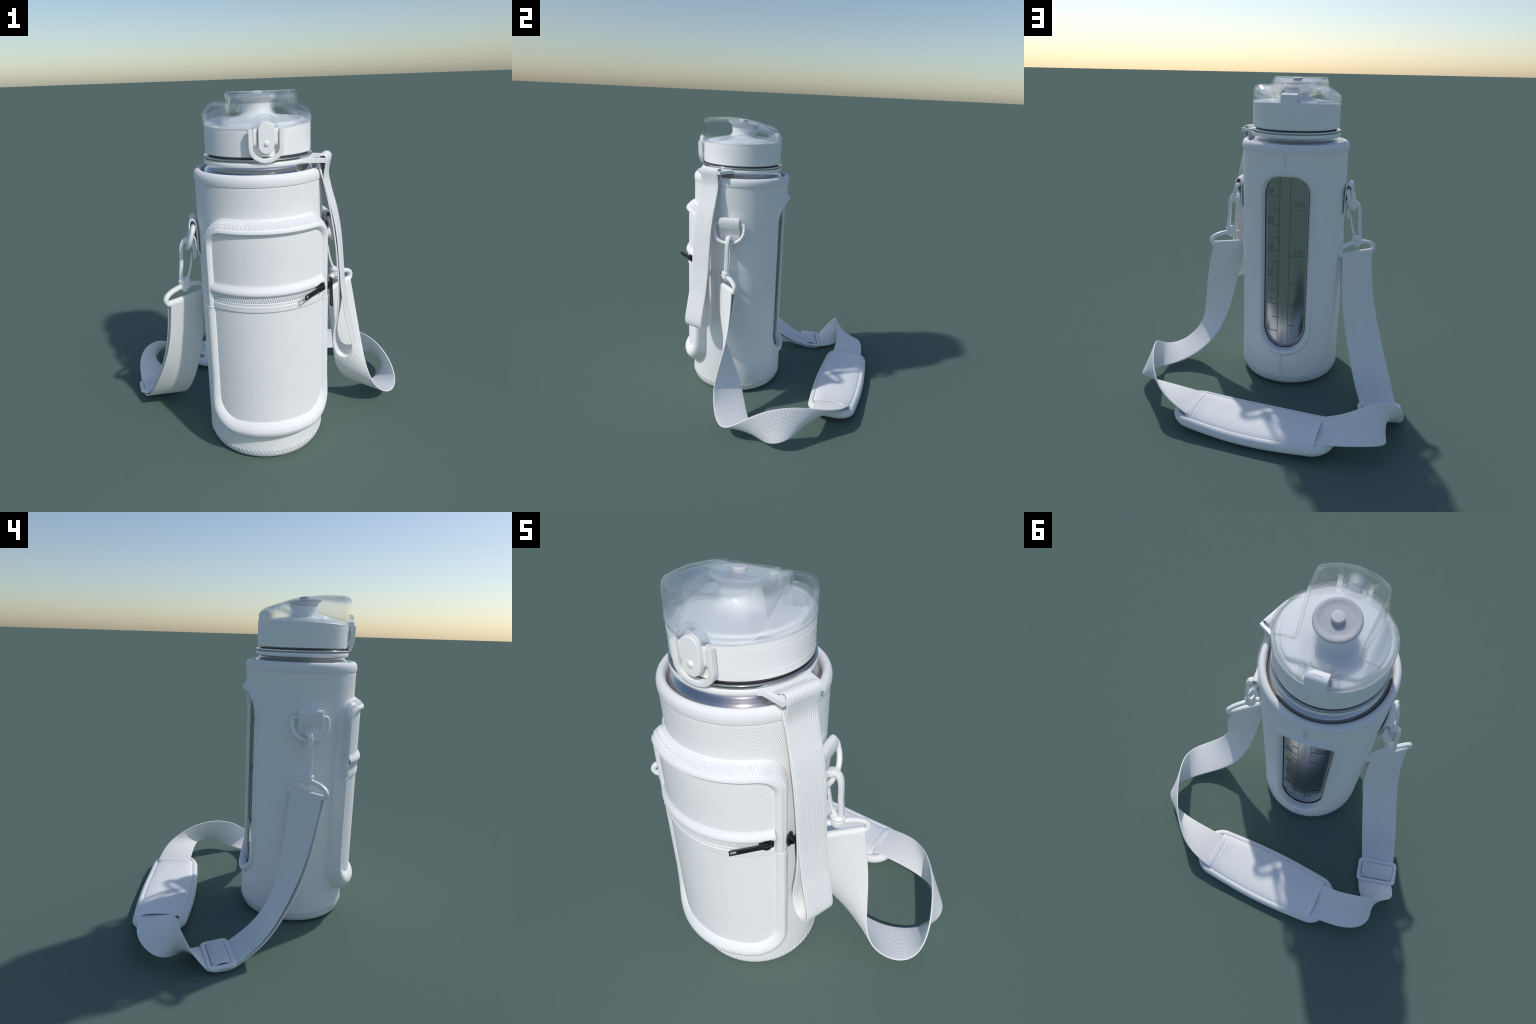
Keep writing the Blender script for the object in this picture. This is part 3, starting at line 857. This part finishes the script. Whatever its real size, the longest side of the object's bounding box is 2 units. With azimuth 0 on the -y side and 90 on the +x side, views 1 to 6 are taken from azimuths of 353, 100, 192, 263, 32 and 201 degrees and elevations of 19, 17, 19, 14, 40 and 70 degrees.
hardware(1, (0.381, -0.297, 0), barR, barR_D)
hardware(-1, (-0.489, -0.295, 0), barL, Dl[-1])

# ================================================================== LID
def tilt_top(v, z0=1.80):
    """the collar's top edge rises gently to the back"""
    v = v.copy()
    k = np.clip((v[:, 2] - z0) / 0.04, 0, 1)
    v[:, 2] += k * 0.0385 * v[:, 1]
    return v
collar_prof = [(0.25, 1.709), (0.266, 1.709), (0.2665, 1.7015), (0.272, 1.7005), (0.274, 1.7020), (0.2745, 1.72), (0.2745, 1.76), (0.2745, 1.80), (0.2745, 1.835), (0.2738, 1.8425), (0.2715, 1.8445), (0.2665, 1.8445), (0.2655, 1.836), (0.262, 1.834)]
lid = revolve("lid_collar", collar_prof, M_LID, None, 200, tilt=tilt_top, smooth=40)
# fine outlines of the side panels
for sgn in (1, -1):
    pts = []
    p0, p1, za, zb, rc = 25.4, 112.0, 1.7295, 1.8085, 0.03
    seq = [(p1, zb)] + [(x, zb) for x in np.linspace(p1, p0 + 8, 40)]
    cz, hz = (za + zb) / 2, (zb - za) / 2
    for a in np.linspace(90, 270, 26):
        c, s = math.cos(math.radians(a)), math.sin(math.radians(a))
        seq.append((p0 + 8 - 8 * abs(c) ** 0.8, cz + hz * np.sign(s) * abs(s) ** 0.75))
    seq += [(x, za) for x in np.linspace(p0 + 8, p1, 40)]
    P = np.array([cyl(np.radians(sgn * x), 0.2743, z) for x, z in seq])
    P = P[np.r_[True, np.linalg.norm(np.diff(P, axis=0), axis=1) > 1e-6]]
    sweep("collar_panel_line", P, circle(0.0010, 6), M_LID, lid, up=lambda p: np.stack([p[:, 0], p[:, 1], 0 * p[:, 0]], 1))
# dome under the cover, sweeping up into the spout stem
dome = smooth_profile([(0.268, 1.832), (0.262, 1.846), (0.252, 1.850), (0.243, 1.851), (0.238, 1.857), (0.230, 1.860), (0.19, 1.8625), (0.14, 1.8670), (0.112, 1.8715), (0.096, 1.878), (0.085, 1.888), (0.0778, 1.902), (0.0762, 1.918), (0.079, 1.938)], 4)
def tilt_dome(v):
    v = v.copy()
    k = np.clip(1 - (np.hypot(v[:, 0], v[:, 1]) - 0.08) / 0.19, 0, 1)
    cut = np.clip((v[:, 1] - 0.176) / 0.012, 0, 1) * (v[:, 2] > 1.850)
    v[:, 2] += cut * (1.8475 - v[:, 2])
    v[:, 2] += 0.0385 * v[:, 1] * np.clip((np.hypot(v[:, 0], v[:, 1]) - 0.14) / 0.1, 0, 1)
    return v
dome_o = revolve("lid_dome", dome, M_LID, lid, 160, tilt=tilt_dome)
SP = math.radians(-5.0)
def tilt_spout(v, zc=1.97):
    v = v.copy()
    y, z = v[:, 1].copy(), v[:, 2] - zc
    k = np.clip((v[:, 2] - 1.90) / 0.045, 0, 1)
    v[:, 2] = zc + z + k * math.tan(SP) * y
    v[:, 1] = y
    return v
spout = smooth_profile([(0.0765, 1.925), (0.0775, 1.936), (0.083, 1.946), (0.092, 1.955), (0.101, 1.960), (0.1055, 1.9635), (0.1065, 1.968), (0.1045, 1.9725), (0.098, 1.9752), (0.088, 1.9750), (0.078, 1.9732), (0.066, 1.9722), (0.03, 1.9718), (0.0, 1.9718)], 4)
spout_o = revolve("spout", spout, M_SPOUT, lid, 120, tilt=tilt_spout)
nub = smooth_profile([(0.029, 1.968), (0.0295, 1.985), (0.0285, 1.9925), (0.026, 1.9945), (0.012, 1.9952), (0.0, 1.9952)], 4)
revolve("spout_plug", nub, M_SPOUT, spout_o, 60, tilt=tilt_spout)

# ---- clear flip cover
def cover_height(x, y, inset):
    """height field: raised visor down the middle, finger scoops at the sides, rounded shoulders behind"""
    zp = 1.947 + 0.287 * (y - 0.1575)
    zv = np.interp(y, [-0.285, -0.27, -0.20, -0.14, -0.07, 0.0, 0.05, 0.10, 0.14, 0.18, 0.22, 0.255, 0.28], [1.990, 1.994, 1.997, 1.9985, 1.9965, 1.988, 1.981, 1.9705, 1.957, 1.944, 1.929, 1.908, 1.885])
    zb = np.interp(y, [0.0, 0.10, 0.15, 0.20, 0.24, 0.28], [1.962, 1.960, 1.953, 1.936, 1.916, 1.890])
    hw = np.interp(y, [-0.28, -0.20, -0.10, 0.02, 0.12], [0.150, 0.166, 0.166, 0.150, 0.135]) - inset
    ax_ = np.abs(x)
    sm = lambda a, b, t: (lambda q: q * q * (3 - 2 * q))(np.clip((t - a) / (b - a), 0, 1))
    side = sm(hw - 0.004, hw + 0.022, ax_)
    back = sm(0.115, 0.15, y - 0.10 * (ax_ - 0.2))
    zside = zp * (1 - back) + np.minimum(zb, zv) * back
    z = zv * (1 - side) + zside * side
    return z - inset

def cover_radius(phi, inset):
    R = 0.2785 + 0 * phi
    fr = np.cos(phi)                     # front bulges a little
    R = R + 0.005 * np.clip((fr - 0.8) / 0.2, 0, 1)
    x = np.abs(np.sin(phi)) * R
    notch = (np.cos(phi) < 0) & (x < 0.066)
    q = np.clip((0.074 - x) / 0.012, 0, 1)
    q = q * q * (3 - 2 * q)
    Rn = 0.188 / np.maximum(-np.cos(phi), 0.3)
    R = np.where(np.cos(phi) < 0, R * (1 - q) + np.minimum(R, Rn) * q, R)
    return R - inset

def cover_shell(inset, nph=360, nr=70):
    phi = np.linspace(0, 2 * np.pi, nph, endpoint=False)
    R = cover_radius(phi, inset)
    rd = 0.026 - inset * 0.6
    rings = []
    # from the bottom edge up the wall
    t = 1 - (1 - np.linspace(0, 1, nr)) ** 1.0
    rr = np.concatenate([np.sin(np.linspace(0, math.pi / 2, 9))[:0], np.linspace(0, 1, nr)])
    body = []
    for k in np.concatenate([1 - 0.10 * (1 - np.cos(np.linspace(0, math.pi / 2, 10))), np.linspace(0.90, 0.0, nr)[1:]]):
        r = R * k
        x, y = r * np.sin(phi), -r * np.cos(phi)
        z = cover_height(x, y, inset)
        d = np.clip(R - r, 0, rd)
        z = z - (rd - np.sqrt(np.maximum(rd * rd - (rd - d) ** 2, 0)))
        zmin = 1.8475 + 0.0385 * y + 0.004
        body.append(np.stack([x, y, np.maximum(z, zmin)], 1))
    top = body[0]
    wall = []
    base = 1.8462 + 0.0385 * top[:, 1]
    for k in np.linspace(0, 1, 8)[:-1]:
        w = top.copy()
        w[:, 2] = base * (1 - k) + top[:, 2] * k
        wall.append(w)
    return np.array(wall + body), nph
o_s, nph = cover_shell(0.0)
i_s, _ = cover_shell(0.011)
V = np.vstack([o_s.reshape(-1, 3), i_s.reshape(-1, 3)])
no, ni = o_s.shape[0], i_s.shape[0]
F = [tuple(reversed(q)) for q in grid_faces(no, nph, False, True)]
F = [tuple(reversed(q)) for q in F]
base = no * nph
Fi = [tuple(reversed([k + base for k in q])) for q in grid_faces(ni, nph, False, True)]
F = F + Fi + [(j, base + j, base + (j + 1) % nph, (j + 1) % nph) for j in range(nph)]
cover = mesh("flip_cover", V, F, M_CLEAR, lid, 180)
md = cover.modifiers.new("weld", "WELD")
md.merge_threshold = 0.00005

# hinge block at the back and clear knuckles beside it
hp = smooth_profile([(-0.020, 1.842), (-0.030, 1.862), (-0.031, 1.885), (-0.022, 1.902), (0.0, 1.9085), (0.022, 1.902), (0.0335, 1.885), (0.034, 1.862), (0.034, 1.842)], 4)
poly = [(p[0] + 0.233, p[1]) for p in hp]
extrude("hinge_block", poly, 0.100, M_LID, lid, (-0.050, 0, 0), (0, 1, 0), (0, 0, 1), (1, 0, 0), 0.004)
boxed("hinge_mark", (0.046, 0.004, 0.0025), M_PLASTIC, lid, 0.0008, (0.0, 0.236, 1.9085))
for sx in (-1, 1):
    P = np.array([(sx * x, 0.225, 1.874) for x in (0.056, 0.060, 0.085, 0.089)])
    sweep("hinge_knuckle", P, circle(0.026, 20), M_CLEAR, cover, up=(0, 0, 1), scale=[0.9, 1, 1, 0.9])

# clasp at the front
def stadium(w, z0, z1, n=12):
    c = [(w * math.cos(a), z1 - w + w * math.sin(a)) for a in np.linspace(0, math.pi, n)]
    return c + [(w * math.cos(a), z0 + w + w * math.sin(a)) for a in np.linspace(math.pi, 2 * math.pi, n)]
ton = extrude("clasp_tongue", stadium(0.0375, 1.718, 1.866), 0.030, M_LID, lid, (0, -0.282, 0), (1, 0, 0), (0, 0, 1), (0, -1, 0), 0.004)
kn = np.array([(0.0, -0.310, 1.766), (0, -0.3125, 1.766), (0, -0.3165, 1.766), (0, -0.3185, 1.766)])
sweep("clasp_button", kn, circle(0.0135, 20), M_LID, ton, scale=[1.0, 1.0, 0.8, 0.35])
post = smooth_profile([(0.256, 1.835), (0.292, 1.835), (0.2935, 1.80), (0.293, 1.77), (0.287, 1.755), (0.270, 1.748)], 3)
for sx in (-1, 1):
    extrude("clasp_post", [(p[0], p[1]) for p in post], 0.0195, M_LID, ton, (sx * 0.0495 - 0.00975, 0, 0), (0, -1, 0), (0, 0, 1), (1, 0, 0), 0.003)
# swinging U bail
u = [(-0.0735, 1.832)] + [(-0.0735, z) for z in np.linspace(1.82, 1.752, 6)]
u += [(-0.0735 * math.cos(a), 1.750 - 0.066 * math.sin(a) ** 0.95) for a in np.linspace(0.05, math.pi - 0.05, 26)]
u += [(0.0735, z) for z in np.linspace(1.752, 1.82, 6)] + [(0.0735, 1.832)]
up_ = lambda z: np.interp(z, [1.67, 1.70, 1.75, 1.84], [-0.279, -0.285, -0.291, -0.2935])
U = np.array([(x, up_(z), z) for x, z in u])
bail = sweep("clasp_bail", U, round_rect(0.0108, 0.0135, 0.003, 4), M_LID, lid, up=(0, -1, 0), smooth=45)
# clear arched catch of the cover above the tongue
arch_o = [(0.0585 * math.cos(a), 1.842 + 0.0585 * math.sin(a)) for a in np.linspace(0, math.pi, 24)]
arch_i = [(0.041 * math.cos(a), 1.842 + 0.040 * math.sin(a)) for a in np.linspace(math.pi, 0, 24)]
extrude("cover_catch", arch_o + arch_i, 0.030, M_CLEAR, cover, (0, -0.272, 0), (1, 0, 0), (0, 0, 1), (0, -1, 0), 0.004)
for sx in (-1, 1):
    boxed("catch_lug", (0.020, 0.030, 0.012), M_CLEAR, cover, 0.003, (sx * 0.0495, -0.285, 1.8445))
